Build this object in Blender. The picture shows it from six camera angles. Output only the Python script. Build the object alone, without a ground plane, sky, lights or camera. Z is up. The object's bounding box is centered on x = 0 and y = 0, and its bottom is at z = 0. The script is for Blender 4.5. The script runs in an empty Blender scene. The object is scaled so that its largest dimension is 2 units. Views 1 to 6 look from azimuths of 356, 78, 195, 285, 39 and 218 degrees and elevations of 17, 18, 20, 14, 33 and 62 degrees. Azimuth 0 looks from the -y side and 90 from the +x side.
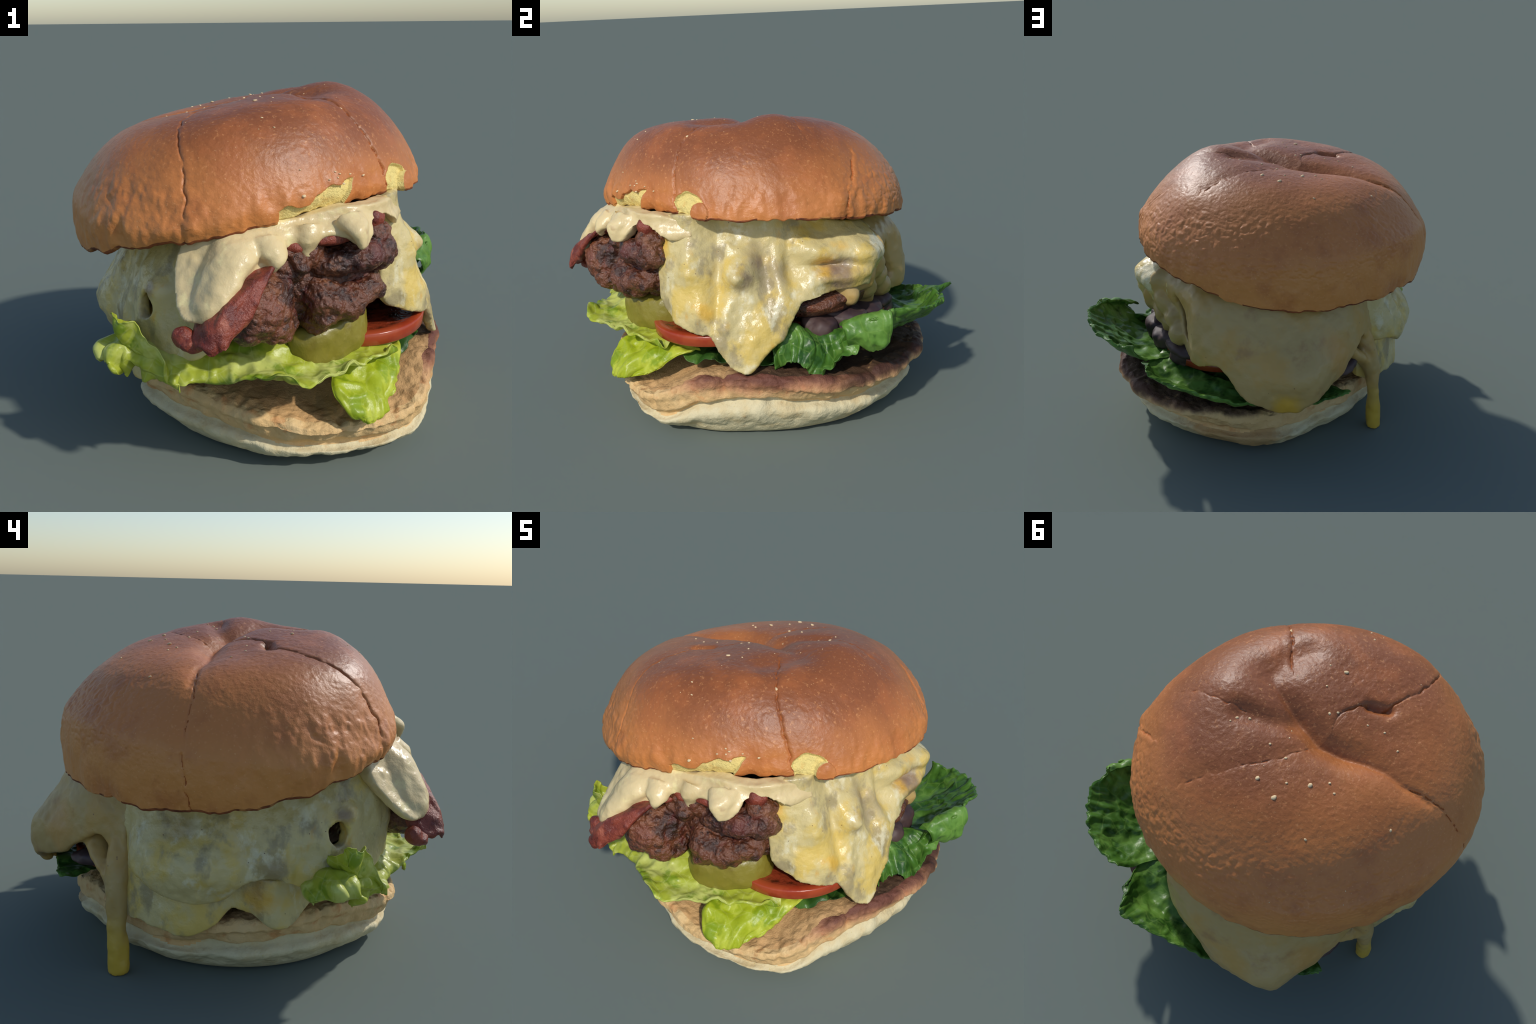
import bpy, math, random
import numpy as np

# ---------------------------------------------------------------- numeric helpers
#BEGIN_NUM
import numpy as np
def lattice(ix, iy, iz, seed):
    h = (ix * 374761393 + iy * 668265263 + iz * 2147483647 + seed * 974711) & 0xFFFFFFFF
    h = ((h ^ (h >> 13)) * 1274126177) & 0xFFFFFFFF
    h = ((h ^ (h >> 16)) * 2246822519) & 0xFFFFFFFF
    return ((h ^ (h >> 15)) & 0xFFFFFF) / float(0xFFFFFF) * 2 - 1

def noise(p, scale, seed=0, octaves=1, rough=0.5):
    """smooth value noise in about -1..1 at points p (n,3)"""
    out = np.zeros(len(p)); amp, tot = 1.0, 0.0
    for o in range(octaves):
        q = p * scale * (2.03 ** o) + 17.3 * (o + 1)
        i = np.floor(q).astype(np.int64); f = q - i
        w = f * f * f * (f * (f * 6 - 15) + 10)
        v = 0
        for dx in (0, 1):
            for dy in (0, 1):
                for dz in (0, 1):
                    c = lattice(i[:, 0] + dx, i[:, 1] + dy, i[:, 2] + dz, seed + o * 31)
                    v = v + c * (w[:, 0] if dx else 1 - w[:, 0]) * (w[:, 1] if dy else 1 - w[:, 1]) * (w[:, 2] if dz else 1 - w[:, 2])
        out += amp * v; tot += amp; amp *= rough
    return out / tot

def hermite(x, xs, ys):
    """monotone-ish cubic through control points (ys may have trailing axes)"""
    xs = np.asarray(xs, float); ys = np.asarray(ys, float)
    x = np.clip(x, xs[0], xs[-1])
    d = np.diff(ys, axis=0) / np.diff(xs).reshape((-1,) + (1,) * (ys.ndim - 1))
    m = np.empty_like(ys); m[0], m[-1] = d[0], d[-1]
    if len(xs) > 2:
        m[1:-1] = np.where(d[:-1] * d[1:] > 0, 2 * d[:-1] * d[1:] / np.where(np.abs(d[:-1] + d[1:]) < 1e-9, 1e-9, d[:-1] + d[1:]), 0)
    k = np.clip(np.searchsorted(xs, x, side='right') - 1, 0, len(xs) - 2)
    h = (xs[k + 1] - xs[k]); t = (x - xs[k]) / h
    sh = t.shape + (1,) * (ys.ndim - 1); t = t.reshape(sh); h = h.reshape(sh)
    return (ys[k] * (1 + 2 * t) * (1 - t) ** 2 + m[k] * h * t * (1 - t) ** 2
            + ys[k + 1] * t * t * (3 - 2 * t) + m[k + 1] * h * t * t * (t - 1))

def ring(az, table):
    """periodic control table {azimuth: value(s)} evaluated at az in degrees"""
    t = sorted(table.items()); xs = [a for a, _ in t]; ys = [v for _, v in t]
    xs = [xs[-2] - 360, xs[-1] - 360] + xs + [xs[0] + 360, xs[1] + 360]
    ys = [ys[-2], ys[-1]] + ys + [ys[0], ys[1]]
    return hermite(np.asarray(az, float) % 360, xs, ys)

def polar(az, r, z, c=(0, 0)):
    a = np.radians(az)
    return np.stack([c[0] + r * np.sin(a), c[1] - r * np.cos(a), z + 0 * r], -1)

def seg_dist(p, line):
    """distance of points to a polyline, and the fraction along it"""
    line = np.asarray(line, float); best = np.full(len(p), 9.0); along = np.zeros(len(p)); side = np.zeros(len(p))
    L = np.linalg.norm(np.diff(line, axis=0), axis=1); S = np.concatenate([[0], np.cumsum(L)])
    for k in range(len(line) - 1):
        a, b = line[k], line[k + 1]; ab = b - a
        t = np.clip(((p - a) @ ab) / (ab @ ab), 0, 1)
        q = p - (a + t[:, None] * ab); d = np.linalg.norm(q, axis=1)
        m = d < best
        best[m] = d[m]; along[m] = (S[k] + t[m] * L[k]) / S[-1]
        side[m] = (ab[0] * q[:, 1] - ab[1] * q[:, 0])[m] / L[k]
    return best, along, side

def sstep(x, a, b):
    t = np.clip((x - a) / (b - a), 0, 1); return t * t * (3 - 2 * t)

# ---------------------------------------------------------------- top bun shape
BUN_C = (-0.13, 0.0)
BUN_APEX = 1.428
BUN_TILT = (.178, -.033)
# azimuth: wall radius, shoulder height, rim radius, rim height, fullness of the shoulder
BUN = {0: (.738, 1.11, .730, 1.03, 5.5), 20: (.690, 1.15, .680, 1.06, 5.0), 35: (.678, 1.155, .668, 1.08, 4.6), 50: (.698, 1.14, .700, 1.085, 4.2), 65: (.735, 1.115, .750, 1.08, 3.85),
       80: (.760, 1.11, .775, 1.075, 3.6), 95: (.788, 1.115, .805, 1.075, 3.5), 113: (.825, 1.12, .838, 1.04, 3.4), 135: (.835, 1.12, .848, 1.0, 3.5), 158: (.806, 1.115, .820, .94, 3.8),
       180: (.773, 1.11, .783, .868, 4.2), 205: (.748, 1.11, .752, .83, 4.8), 235: (.720, 1.115, .718, .812, 5.4), 260: (.738, 1.105, .730, .812, 5.9), 285: (.768, 1.061, .746, .825, 6.8),
       310: (.792, 1.025, .770, .89, 7.0), 325: (.797, 1.025, .780, .94, 6.8), 342: (.788, 1.06, .772, .98, 6.1)}

def bun_section(az, t):
    """t 0..1 apex to shoulder edge, 1..2 down the wall to the rim"""
    rw, zw, rb, zb, p = np.moveaxis(ring(az, BUN), -1, 0)
    rho = np.sin(np.clip(t, 0, 1) * math_pi2); a = np.radians(az)
    r1 = rw * rho; drop = rho ** p
    z1 = zw + (BUN_APEX - zw) * (1 - drop) + np.sqrt(np.maximum(1 - drop, 0)) * r1 * (BUN_TILT[0] * np.sin(a) - BUN_TILT[1] * np.cos(a))
    q = np.clip(t - 1, 0, 1)
    # the wall leaves the shoulder smoothly, bellies out a touch, then tucks to the rim
    r2 = rw + (rb - rw) * q ** 1.6 + .016 * np.sin(np.pi * q) ; z2 = zw + (zb - zw) * q
    up = t <= 1
    return np.where(up, r1, r2), np.where(up, z1, z2)
math_pi2 = np.pi / 2

def blur(a, sigma, axis, wrap=False):
    """gaussian blur; open ends are mirrored through their end value"""
    n = int(3 * sigma) + 1; k = np.exp(-.5 * (np.arange(-n, n + 1) / sigma) ** 2); k /= k.sum()
    a = np.moveaxis(a, axis, 0)
    if wrap:
        b = np.concatenate([a[-n:], a, a[:n]])
    else:
        b = np.concatenate([2 * a[:1] - a[1:n + 1][::-1], a, 2 * a[-1:] - a[-n - 1:-1][::-1]])
    out = sum(k[i] * b[i:i + len(a)] for i in range(2 * n + 1))
    return np.moveaxis(out, 0, axis)

def bun_grid(NA=960, M=430):
    """smooth bun skin as (azimuth, row) points with rows evenly spaced from crown to rim"""
    A = np.arange(NA) * 360 / NA; t = np.linspace(0, 2, 700)
    G = np.meshgrid(A, t, indexing='ij')
    r, z = bun_section(G[0].ravel(), G[1].ravel()); r = r.reshape(G[0].shape); z = z.reshape(G[0].shape)
    s = np.concatenate([np.zeros((NA, 1)), np.cumsum(np.hypot(np.diff(r, axis=1), np.diff(z, axis=1)), axis=1)], 1); s /= s[:, -1:]
    u = np.linspace(0, 1, M)
    R = np.stack([np.interp(u, s[i], r[i]) for i in range(NA)]); Z = np.stack([np.interp(u, s[i], z[i]) for i in range(NA)])
    # carry the crown through to the opposite side so the pole stays smooth
    h = NA // 2; n = 90
    opp = np.roll(np.arange(NA), h)
    R2 = np.concatenate([-R[opp][:, 1:n + 1][:, ::-1], R], 1); Z2 = np.concatenate([Z[opp][:, 1:n + 1][:, ::-1], Z], 1)
    R = blur(R2, 13, 1)[:, n:]; Z = blur(Z2, 13, 1)[:, n:]
    R = blur(R, 10, 0, True); Z = blur(Z, 10, 0, True); R[:, 0] = .001
    return A, u, R, Z
#END_NUM

# ---------------------------------------------------------------- scene helpers
random.seed(7)
rng = np.random.default_rng(7)
COL = bpy.context.scene.collection

def link(obj, parent=None):
    COL.objects.link(obj)
    if parent is not None:
        obj.parent = parent
    return obj

def make_mesh(name, verts, faces, mats=(), slots=None, smooth=True):
    me = bpy.data.meshes.new(name)
    faces = np.asarray(faces, np.int32)
    me.vertices.add(len(verts)); me.vertices.foreach_set("co", np.asarray(verts, np.float32).ravel())
    k = faces.shape[1]
    me.loops.add(faces.size); me.loops.foreach_set("vertex_index", faces.ravel())
    me.polygons.add(len(faces)); me.polygons.foreach_set("loop_start", np.arange(0, faces.size, k, dtype=np.int32))
    for m in mats:
        me.materials.append(m)
    if slots is not None:
        me.polygons.foreach_set("material_index", np.asarray(slots, np.int32))
    me.update(calc_edges=True); me.validate()
    if smooth:
        me.polygons.foreach_set("use_smooth", np.ones(len(me.polygons), bool))
    return me

def coords(me):
    v = np.empty(len(me.vertices) * 3, np.float32); me.vertices.foreach_get("co", v); return v.reshape(-1, 3).astype(float)

def normals(me):
    v = np.empty(len(me.vertices) * 3, np.float32); me.vertex_normals.foreach_get("vector", v); return v.reshape(-1, 3).astype(float)

def set_coords(me, v):
    me.vertices.foreach_set("co", np.asarray(v, np.float32).ravel()); me.update()

def grid_faces(n, m, wrap=False):
    """quads for n columns by m rows, vertex index = column*m + row"""
    c = np.arange(n if wrap else n - 1)[:, None]; r = np.arange(m - 1)[None, :]
    c2 = (c + 1) % n
    return np.stack([c * m + r, c * m + r + 1, c2 * m + r + 1, c2 * m + r], -1).reshape(-1, 4)

def grid_normals(P):
    du = np.gradient(P, axis=0); dv = np.gradient(P, axis=1)
    n = np.cross(du, dv); l = np.linalg.norm(n, axis=-1, keepdims=True)
    return n / np.maximum(l, 1e-9)

def melt(name, pieces, mats, voxel=0.01, smooth=6, factor=0.5, parent=None):
    """fuse closed pieces [(verts, faces)...] into one soft body by voxel remeshing"""
    V, F, o = [], [], 0
    for v, f in pieces:
        V.append(v); F.append(np.asarray(f) + o); o += len(v)
    me = make_mesh(name, np.vstack(V), np.vstack(F))
    ob = bpy.data.objects.new(name, me); COL.objects.link(ob)
    m = ob.modifiers.new("r", 'REMESH'); m.mode = 'VOXEL'; m.voxel_size = voxel
    s = ob.modifiers.new("s", 'SMOOTH'); s.factor = factor; s.iterations = smooth
    bpy.context.view_layer.update()
    new = bpy.data.meshes.new_from_object(ob.evaluated_get(bpy.context.evaluated_depsgraph_get()))
    bpy.data.objects.remove(ob); bpy.data.meshes.remove(me)
    new.name = name; new.materials.clear()
    for mt in mats:
        new.materials.append(mt)
    new.polygons.foreach_set("use_smooth", np.ones(len(new.polygons), bool))
    out = bpy.data.objects.new(name, new)
    if parent is not None:
        link(out, parent)
    return out

def relief(ob, fn):
    me = ob.data; v, n = coords(me), normals(me)
    set_coords(me, v + n * fn(v)[:, None])

def ellipsoid(c, rad, yaw=0.0, pitch=0.0, n=28, m=16, power=1.0, seed=None, bumpy=0.0):
    """quad ellipsoid with tiny polar caps; yaw about z, pitch about its own y"""
    u = np.linspace(0, 2 * np.pi, n, endpoint=False); t = np.linspace(0.06, np.pi - 0.06, m)
    U, T = np.meshgrid(u, t, indexing='ij')
    sp = lambda x: np.sign(x) * np.abs(x) ** power
    P = np.stack([sp(np.sin(T)) * np.cos(U), sp(np.sin(T)) * np.sin(U), sp(np.cos(T))], -1).reshape(-1, 3)
    if bumpy:
        P = P * (1 + bumpy * noise(P, 1.6, seed or 0, 3))[:, None]
    P = P * np.asarray(rad)
    cp, sp_ = math.cos(math.radians(pitch)), math.sin(math.radians(pitch))
    cy, sy = math.cos(math.radians(yaw)), math.sin(math.radians(yaw))
    P = np.stack([P[:, 0] * cp + P[:, 2] * sp_, P[:, 1], -P[:, 0] * sp_ + P[:, 2] * cp], -1)
    P = np.stack([P[:, 0] * cy - P[:, 1] * sy, P[:, 0] * sy + P[:, 1] * cy, P[:, 2]], -1) + np.asarray(c)
    F = grid_faces(n, m, True).tolist()
    k = len(P); P = np.vstack([P, P[0::m].mean(0), P[m - 1::m].mean(0)])
    for i in range(n):
        j = (i + 1) % n
        F.append([i * m, j * m, k, k]); F.append([j * m + m - 1, i * m + m - 1, k + 1, k + 1])
    F = np.array(F)
    # triangulate so no quad repeats a corner
    tri = np.vstack([F[:, [0, 1, 2]], F[:-2 * n, [0, 2, 3]]])
    return P, np.hstack([tri, tri[:, 2:]])[:, :3]

def tris(f):
    f = np.asarray(f)
    return f if f.shape[1] == 3 else np.vstack([f[:, [0, 1, 2]], f[:, [0, 2, 3]]])

def tube(path, radii, n=20, steps=60, squash=1.0, ref=None):
    """closed tapering tube through control points"""
    path = np.asarray(path, float); x = np.linspace(0, 1, len(path)); s = np.linspace(0, 1, steps)
    C = hermite(s, x, path); R = hermite(s, x, np.asarray(radii, float))
    T = np.gradient(C, axis=0); T /= np.linalg.norm(T, axis=1, keepdims=True)
    if ref is None:
        ref = (0.577, 0.577, 0.577) if abs(T[0][2]) > .9 else (0, 0, 1.0)
    ref = np.array(ref)
    A = np.cross(T, ref); A /= np.linalg.norm(A, axis=1, keepdims=True); B = np.cross(T, A)
    u = np.linspace(0, 2 * np.pi, n, endpoint=False)
    P = C[:, None] + R[:, None, None] * (np.cos(u)[None, :, None] * A[:, None] + squash * np.sin(u)[None, :, None] * B[:, None])
    P = P.reshape(-1, 3)
    F = grid_faces(steps, n).tolist()
    # close around the seam
    for i in range(steps - 1):
        F.append([i * n + n - 1, i * n, (i + 1) * n, (i + 1) * n + n - 1])
    k = len(P); P = np.vstack([P, C[0], C[-1]])
    F = tris(np.array(F)).tolist()
    for j in range(n):
        q = (j + 1) % n
        F.append([q, j, k]); F.append([(steps - 1) * n + j, (steps - 1) * n + q, k + 1])
    return P, np.array(F)

# ---------------------------------------------------------------- materials
def srgb(*c):
    return tuple(((x / 255) / 12.92 if x / 255 <= .04045 else ((x / 255 + .055) / 1.055) ** 2.4) for x in c) + (1.0,)

class Mat:
    def __init__(self, name, base, rough=.5, spec=.5, coat=0.0, coat_rough=.2, sss=0.0, sss_col=None):
        self.m = bpy.data.materials.new(name); self.m.use_nodes = True
        t = self.t = self.m.node_tree
        self.b = t.nodes["Principled BSDF"]
        self.b.inputs["Roughness"].default_value = rough
        self.b.inputs["Specular IOR Level"].default_value = spec
        self.b.inputs["Coat Weight"].default_value = coat
        self.b.inputs["Coat Roughness"].default_value = coat_rough
        if sss:
            self.b.inputs["Subsurface Weight"].default_value = sss
            self.b.inputs["Subsurface Radius"].default_value = sss_col or (.03, .02, .01)
            self.b.inputs["Subsurface Scale"].default_value = 1.0
        self.co = t.nodes.new("ShaderNodeTexCoord").outputs["Object"]
        rgb = t.nodes.new("ShaderNodeRGB"); rgb.outputs[0].default_value = base
        self.col = rgb.outputs[0]; self.normal = None; self.seed = 0
        self.out()
    def n(self, kind, **inputs):
        nd = self.t.nodes.new(kind)
        for k, v in inputs.items():
            if hasattr(v, "is_linked") or hasattr(v, "links"):
                self.t.links.new(v, nd.inputs[k])
            else:
                nd.inputs[k].default_value = v
        return nd
    def math(self, op, a, b=0.0):
        nd = self.t.nodes.new("ShaderNodeMath"); nd.operation = op
        for i, v in enumerate((a, b)):
            if hasattr(v, "links"):
                self.t.links.new(v, nd.inputs[i])
            else:
                nd.inputs[i].default_value = v
        return nd.outputs[0]
    def vec(self, stretch=(1, 1, 1)):
        self.seed += 1
        mp = self.n("ShaderNodeMapping", Vector=self.co)
        mp.inputs["Scale"].default_value = stretch; mp.inputs["Location"].default_value = (self.seed * 3.1, self.seed * 1.7, self.seed * .9)
        return mp.outputs[0]
    def noise(self, scale, detail=4, rough=.6, stretch=(1, 1, 1), warp=0.0):
        nd = self.n("ShaderNodeTexNoise", Vector=self.vec(stretch), Scale=scale, Detail=detail, Roughness=rough, Distortion=warp)
        return nd.outputs["Fac"]
    def voronoi(self, scale, feature='F1', stretch=(1, 1, 1), rand=1.0):
        nd = self.t.nodes.new("ShaderNodeTexVoronoi"); nd.feature = feature
        self.t.links.new(self.vec(stretch), nd.inputs["Vector"]); nd.inputs["Scale"].default_value = scale
        nd.inputs["Randomness"].default_value = rand
        return nd.outputs["Distance"]
    def ramp(self, v, lo, hi):
        nd = self.t.nodes.new("ShaderNodeMapRange"); nd.interpolation_type = 'SMOOTHSTEP'
        self.t.links.new(v, nd.inputs["Value"]); nd.inputs["From Min"].default_value = lo; nd.inputs["From Max"].default_value = hi
        return nd.outputs["Result"]
    def axis(self, d, wobble=0.0, scale=6.0, detail=4):
        """coordinate along direction d, roughened with noise"""
        nd = self.t.nodes.new("ShaderNodeVectorMath"); nd.operation = 'DOT_PRODUCT'
        self.t.links.new(self.co, nd.inputs[0]); nd.inputs[1].default_value = d
        v = nd.outputs["Value"]
        if wobble:
            v = self.math('ADD', v, self.math('MULTIPLY', self.math('SUBTRACT', self.noise(scale, detail), .5), wobble * 2))
        return v
    def spot(self, c, rad, wobble=.4, scale=8.0, soft=.5):
        """1 inside a ragged ball around c, 0 outside"""
        nd = self.t.nodes.new("ShaderNodeVectorMath"); nd.operation = 'DISTANCE'
        self.t.links.new(self.co, nd.inputs[0]); nd.inputs[1].default_value = c
        v = self.math('ADD', nd.outputs["Value"], self.math('MULTIPLY', self.math('SUBTRACT', self.noise(scale, 4), .5), wobble * 2 * rad))
        return self.ramp(v, rad, rad * (1 - soft))
    def radius(self, c=(0, 0), wobble=0.0, scale=8.0):
        mp = self.t.nodes.new("ShaderNodeVectorMath"); mp.operation = 'MULTIPLY_ADD'
        self.t.links.new(self.co, mp.inputs[0]); mp.inputs[1].default_value = (1, 1, 0); mp.inputs[2].default_value = (-c[0], -c[1], 0)
        ln = self.t.nodes.new("ShaderNodeVectorMath"); ln.operation = 'LENGTH'; self.t.links.new(mp.outputs[0], ln.inputs[0])
        v = ln.outputs["Value"]
        if wobble:
            v = self.math('ADD', v, self.math('MULTIPLY', self.math('SUBTRACT', self.noise(scale, 4), .5), wobble * 2))
        return v
    def mix(self, fac, colour, amount=1.0):
        nd = self.t.nodes.new("ShaderNodeMix"); nd.data_type = 'RGBA'
        if amount != 1.0:
            fac = self.math('MULTIPLY', fac, amount)
        self.t.links.new(fac, nd.inputs["Factor"]); self.t.links.new(self.col, nd.inputs["A"])
        if hasattr(colour, "links"):
            self.t.links.new(colour, nd.inputs["B"])
        else:
            nd.inputs["B"].default_value = colour
        self.col = nd.outputs["Result"]; self.out(); return self
    def bump(self, height, strength=.3, dist=.01):
        nd = self.n("ShaderNodeBump", Height=height, Strength=strength, Distance=dist)
        if self.normal is not None:
            self.t.links.new(self.normal, nd.inputs["Normal"])
        self.normal = nd.outputs[0]
        self.t.links.new(self.normal, self.b.inputs["Normal"]); self.t.links.new(self.normal, self.b.inputs["Coat Normal"])
        return self
    def rough(self, fac, lo, hi):
        nd = self.t.nodes.new("ShaderNodeMapRange"); self.t.links.new(fac, nd.inputs["Value"])
        nd.inputs["To Min"].default_value = lo; nd.inputs["To Max"].default_value = hi
        self.t.links.new(nd.outputs["Result"], self.b.inputs["Roughness"]); return self
    def out(self):
        self.t.links.new(self.col, self.b.inputs["Base Color"])
    def translucent(self, amount, tint=(1, 1, 1, 1)):
        t = self.t; tr = t.nodes.new("ShaderNodeBsdfTranslucent"); mx = t.nodes.new("ShaderNodeMixShader")
        t.links.new(self.col, tr.inputs["Color"]); mx.inputs[0].default_value = amount
        t.links.new(self.b.outputs[0], mx.inputs[1]); t.links.new(tr.outputs[0], mx.inputs[2])
        t.links.new(mx.outputs[0], t.nodes["Material Output"].inputs["Surface"]); return self

def crust_material():
    k = Mat("golden_crust", srgb(202, 126, 66), rough=.42, spec=.5)
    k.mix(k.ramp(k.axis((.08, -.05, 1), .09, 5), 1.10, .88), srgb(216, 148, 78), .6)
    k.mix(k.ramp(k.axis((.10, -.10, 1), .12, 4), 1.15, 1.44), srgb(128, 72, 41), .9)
    k.mix(k.ramp(k.noise(5, 5), .48, .68), srgb(176, 102, 54), .55)
    k.mix(k.ramp(k.noise(70, 3), .56, .75), srgb(226, 158, 100), .45)
    k.mix(k.ramp(k.voronoi(42), .13, .07), srgb(226, 176, 122), .38)
    k.mix(k.ramp(k.noise(26, 4), .62, .8), srgb(150, 84, 44), .4)
    k.bump(k.noise(60, 4), .16, .012).bump(k.noise(190, 2), .2, .004)
    k.rough(k.noise(9, 3), .36, .52)
    return k.m

def crack_material():
    k = Mat("crack_crumb", srgb(168, 92, 42), rough=.7, spec=.3)
    k.mix(k.ramp(k.noise(40, 3), .45, .7), srgb(120, 58, 26), .7)
    return k.m

def crumb_material():
    k = Mat("torn_crumb", srgb(240, 218, 140), rough=.8, spec=.2)
    k.mix(k.ramp(k.noise(22, 4), .5, .75), srgb(222, 176, 98), .7)
    k.bump(k.noise(45, 5, .7), .8, .02)
    return k.m

def rim_material():
    k = Mat("toasted_rim", srgb(140, 76, 40), rough=.6, spec=.3)
    k.mix(k.ramp(k.noise(14, 4), .4, .65), srgb(90, 46, 30), .8)
    k.mix(k.ramp(k.noise(9, 3), .55, .7), srgb(200, 140, 76), .9)
    return k.m

def base_material():
    k = Mat("pale_base_crumb", srgb(214, 202, 164), rough=.72, spec=.25)
    k.mix(k.ramp(k.noise(7, 5), .48, .7), srgb(206, 184, 136), .75)
    k.mix(k.ramp(k.noise(18, 4), .6, .78), srgb(190, 150, 96), .5)
    k.mix(k.ramp(k.voronoi(24), .09, .04), srgb(190, 170, 70), .5)
    k.mix(k.spot((.60, .30, .14), .16, .5, 14), srgb(196, 164, 108), .7)
    k.mix(k.spot((-.02, .72, .15), .34, .5, 12), srgb(178, 132, 76), .75)
    k.bump(k.noise(30, 5, .65), .5, .02)
    return k.m

def toast_material():
    k = Mat("toasted_lip", srgb(220, 182, 126), rough=.62, spec=.3)
    k.mix(k.ramp(k.noise(8, 5), .42, .65), srgb(222, 190, 138), .8)
    k.mix(k.ramp(k.noise(13, 5), .54, .72), srgb(200, 132, 76), .65)
    # fire browned rim, strongest on the sunny and far sides
    side = k.math('MULTIPLY', k.ramp(k.axis((.95, .32, 0), .08, 5), .22, .5), k.ramp(k.axis((0, 0, 1), .045, 12), .235, .325))
    k.mix(side, srgb(182, 116, 86), .75)
    side2 = k.math('MULTIPLY', k.ramp(k.axis((.93, .36, 0), .10, 6), .22, .5), k.ramp(k.axis((0, 0, 1), .05, 10), .285, .345))
    k.mix(side2, srgb(96, 54, 46), .9)
    back = k.math('MULTIPLY', k.ramp(k.axis((.35, .95, 0), .10, 6), .35, .6), k.ramp(k.axis((0, 0, 1), .05, 9), .255, .30))
    k.mix(back, srgb(66, 40, 32), .9)
    k.mix(k.spot((.12, -.66, .28), .10, .6, 14), srgb(150, 84, 46), .8)
    k.mix(k.spot((-.22, -.58, .32), .12, .6, 12), srgb(160, 98, 54), .7)
    k.bump(k.noise(34, 5, .65), .55, .02)
    return k.m

def inner_toast_material():
    k = Mat("grilled_face", srgb(206, 164, 112), rough=.75, spec=.25)
    k.mix(k.ramp(k.noise(6, 5), .50, .68), srgb(168, 120, 74), .6)
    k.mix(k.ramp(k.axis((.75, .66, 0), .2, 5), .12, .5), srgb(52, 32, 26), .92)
    k.mix(k.ramp(k.noise(20, 4), .6, .75), srgb(204, 160, 104), .5)
    k.bump(k.noise(30, 5, .7), .6, .02)
    return k.m

def cheese_material():
    k = Mat("melted_cheese", srgb(208, 190, 134), rough=.28, spec=.55, sss=.1, sss_col=(.03, .022, .01))  # base dimmed about a tenth toward the shade on the left side
    k.mix(k.ramp(k.noise(4.5, 4), .46, .60), srgb(216, 186, 96), .85)
    k.mix(k.ramp(k.noise(7, 5, .6, (1, 1, .6)), .52, .64), srgb(152, 138, 106), .75)
    k.mix(k.ramp(k.noise(9, 5, .6, (1, 1, .7)), .56, .68), srgb(228, 220, 186), .7)
    k.mix(k.ramp(k.noise(7, 4, .6, (1, 1, .5)), .62, .72), srgb(214, 160, 56), .6)
    for c, r in (((.64, -.36, .66), .07), ((.70, -.27, .60), .05), ((.62, .22, .82), .09), ((.62, .30, .93), .07), ((-.62, -.30, .42), .10)):
        k.mix(k.spot(c, r, .6, 14, .8), srgb(222, 170, 48), .75)
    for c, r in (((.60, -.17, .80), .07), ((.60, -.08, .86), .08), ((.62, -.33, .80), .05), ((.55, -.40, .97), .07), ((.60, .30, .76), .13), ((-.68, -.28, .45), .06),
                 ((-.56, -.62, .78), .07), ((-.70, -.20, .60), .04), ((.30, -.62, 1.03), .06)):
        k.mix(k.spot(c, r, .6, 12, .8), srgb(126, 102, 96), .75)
    for c, r in (((.60, .0, .80), .11), ((.57, -.10, .92), .08), ((-.66, -.36, .56), .08), ((-.72, .02, .70), .10)):  # grey-olive blots painted as shading in the valleys between folds
        k.mix(k.spot(c, r, .6, 10, .9), srgb(152, 134, 104), .6)
    k.mix(k.ramp(k.voronoi(17), .055, .03), srgb(96, 62, 44), .8)
    k.bump(k.noise(18, 4), .35, .02).bump(k.noise(60, 3), .2, .006)
    k.rough(k.noise(8, 4), .16, .46)
    return k.m

def shade_darkened_material():
    k = Mat("shade_darkened_cheese", srgb(184, 156, 100), rough=.38, spec=.5, sss=.1, sss_col=(.03, .02, .01))  # base colour darkened to carry the occlusion baked onto the burger's back
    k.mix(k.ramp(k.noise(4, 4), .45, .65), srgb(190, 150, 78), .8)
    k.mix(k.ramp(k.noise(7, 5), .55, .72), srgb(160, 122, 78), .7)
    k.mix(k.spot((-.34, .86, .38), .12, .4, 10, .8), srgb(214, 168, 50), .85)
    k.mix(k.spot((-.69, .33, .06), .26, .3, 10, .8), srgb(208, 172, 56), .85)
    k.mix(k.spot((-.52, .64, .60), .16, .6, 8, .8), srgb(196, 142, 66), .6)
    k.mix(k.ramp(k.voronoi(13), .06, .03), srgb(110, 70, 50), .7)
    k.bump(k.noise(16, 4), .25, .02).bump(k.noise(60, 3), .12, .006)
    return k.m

def sauce_material():
    k = Mat("cheese_sauce", srgb(222, 200, 150), rough=.32, spec=.5, sss=.12, sss_col=(.03, .02, .01))
    k.mix(k.ramp(k.noise(5, 4), .45, .68), srgb(206, 182, 132), .8)
    k.mix(k.ramp(k.noise(11, 4), .56, .72), srgb(240, 226, 166), .7)
    k.mix(k.ramp(k.noise(9, 3), .63, .74), srgb(170, 130, 100), .5)
    k.bump(k.noise(20, 4), .25, .02)
    return k.m

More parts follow.
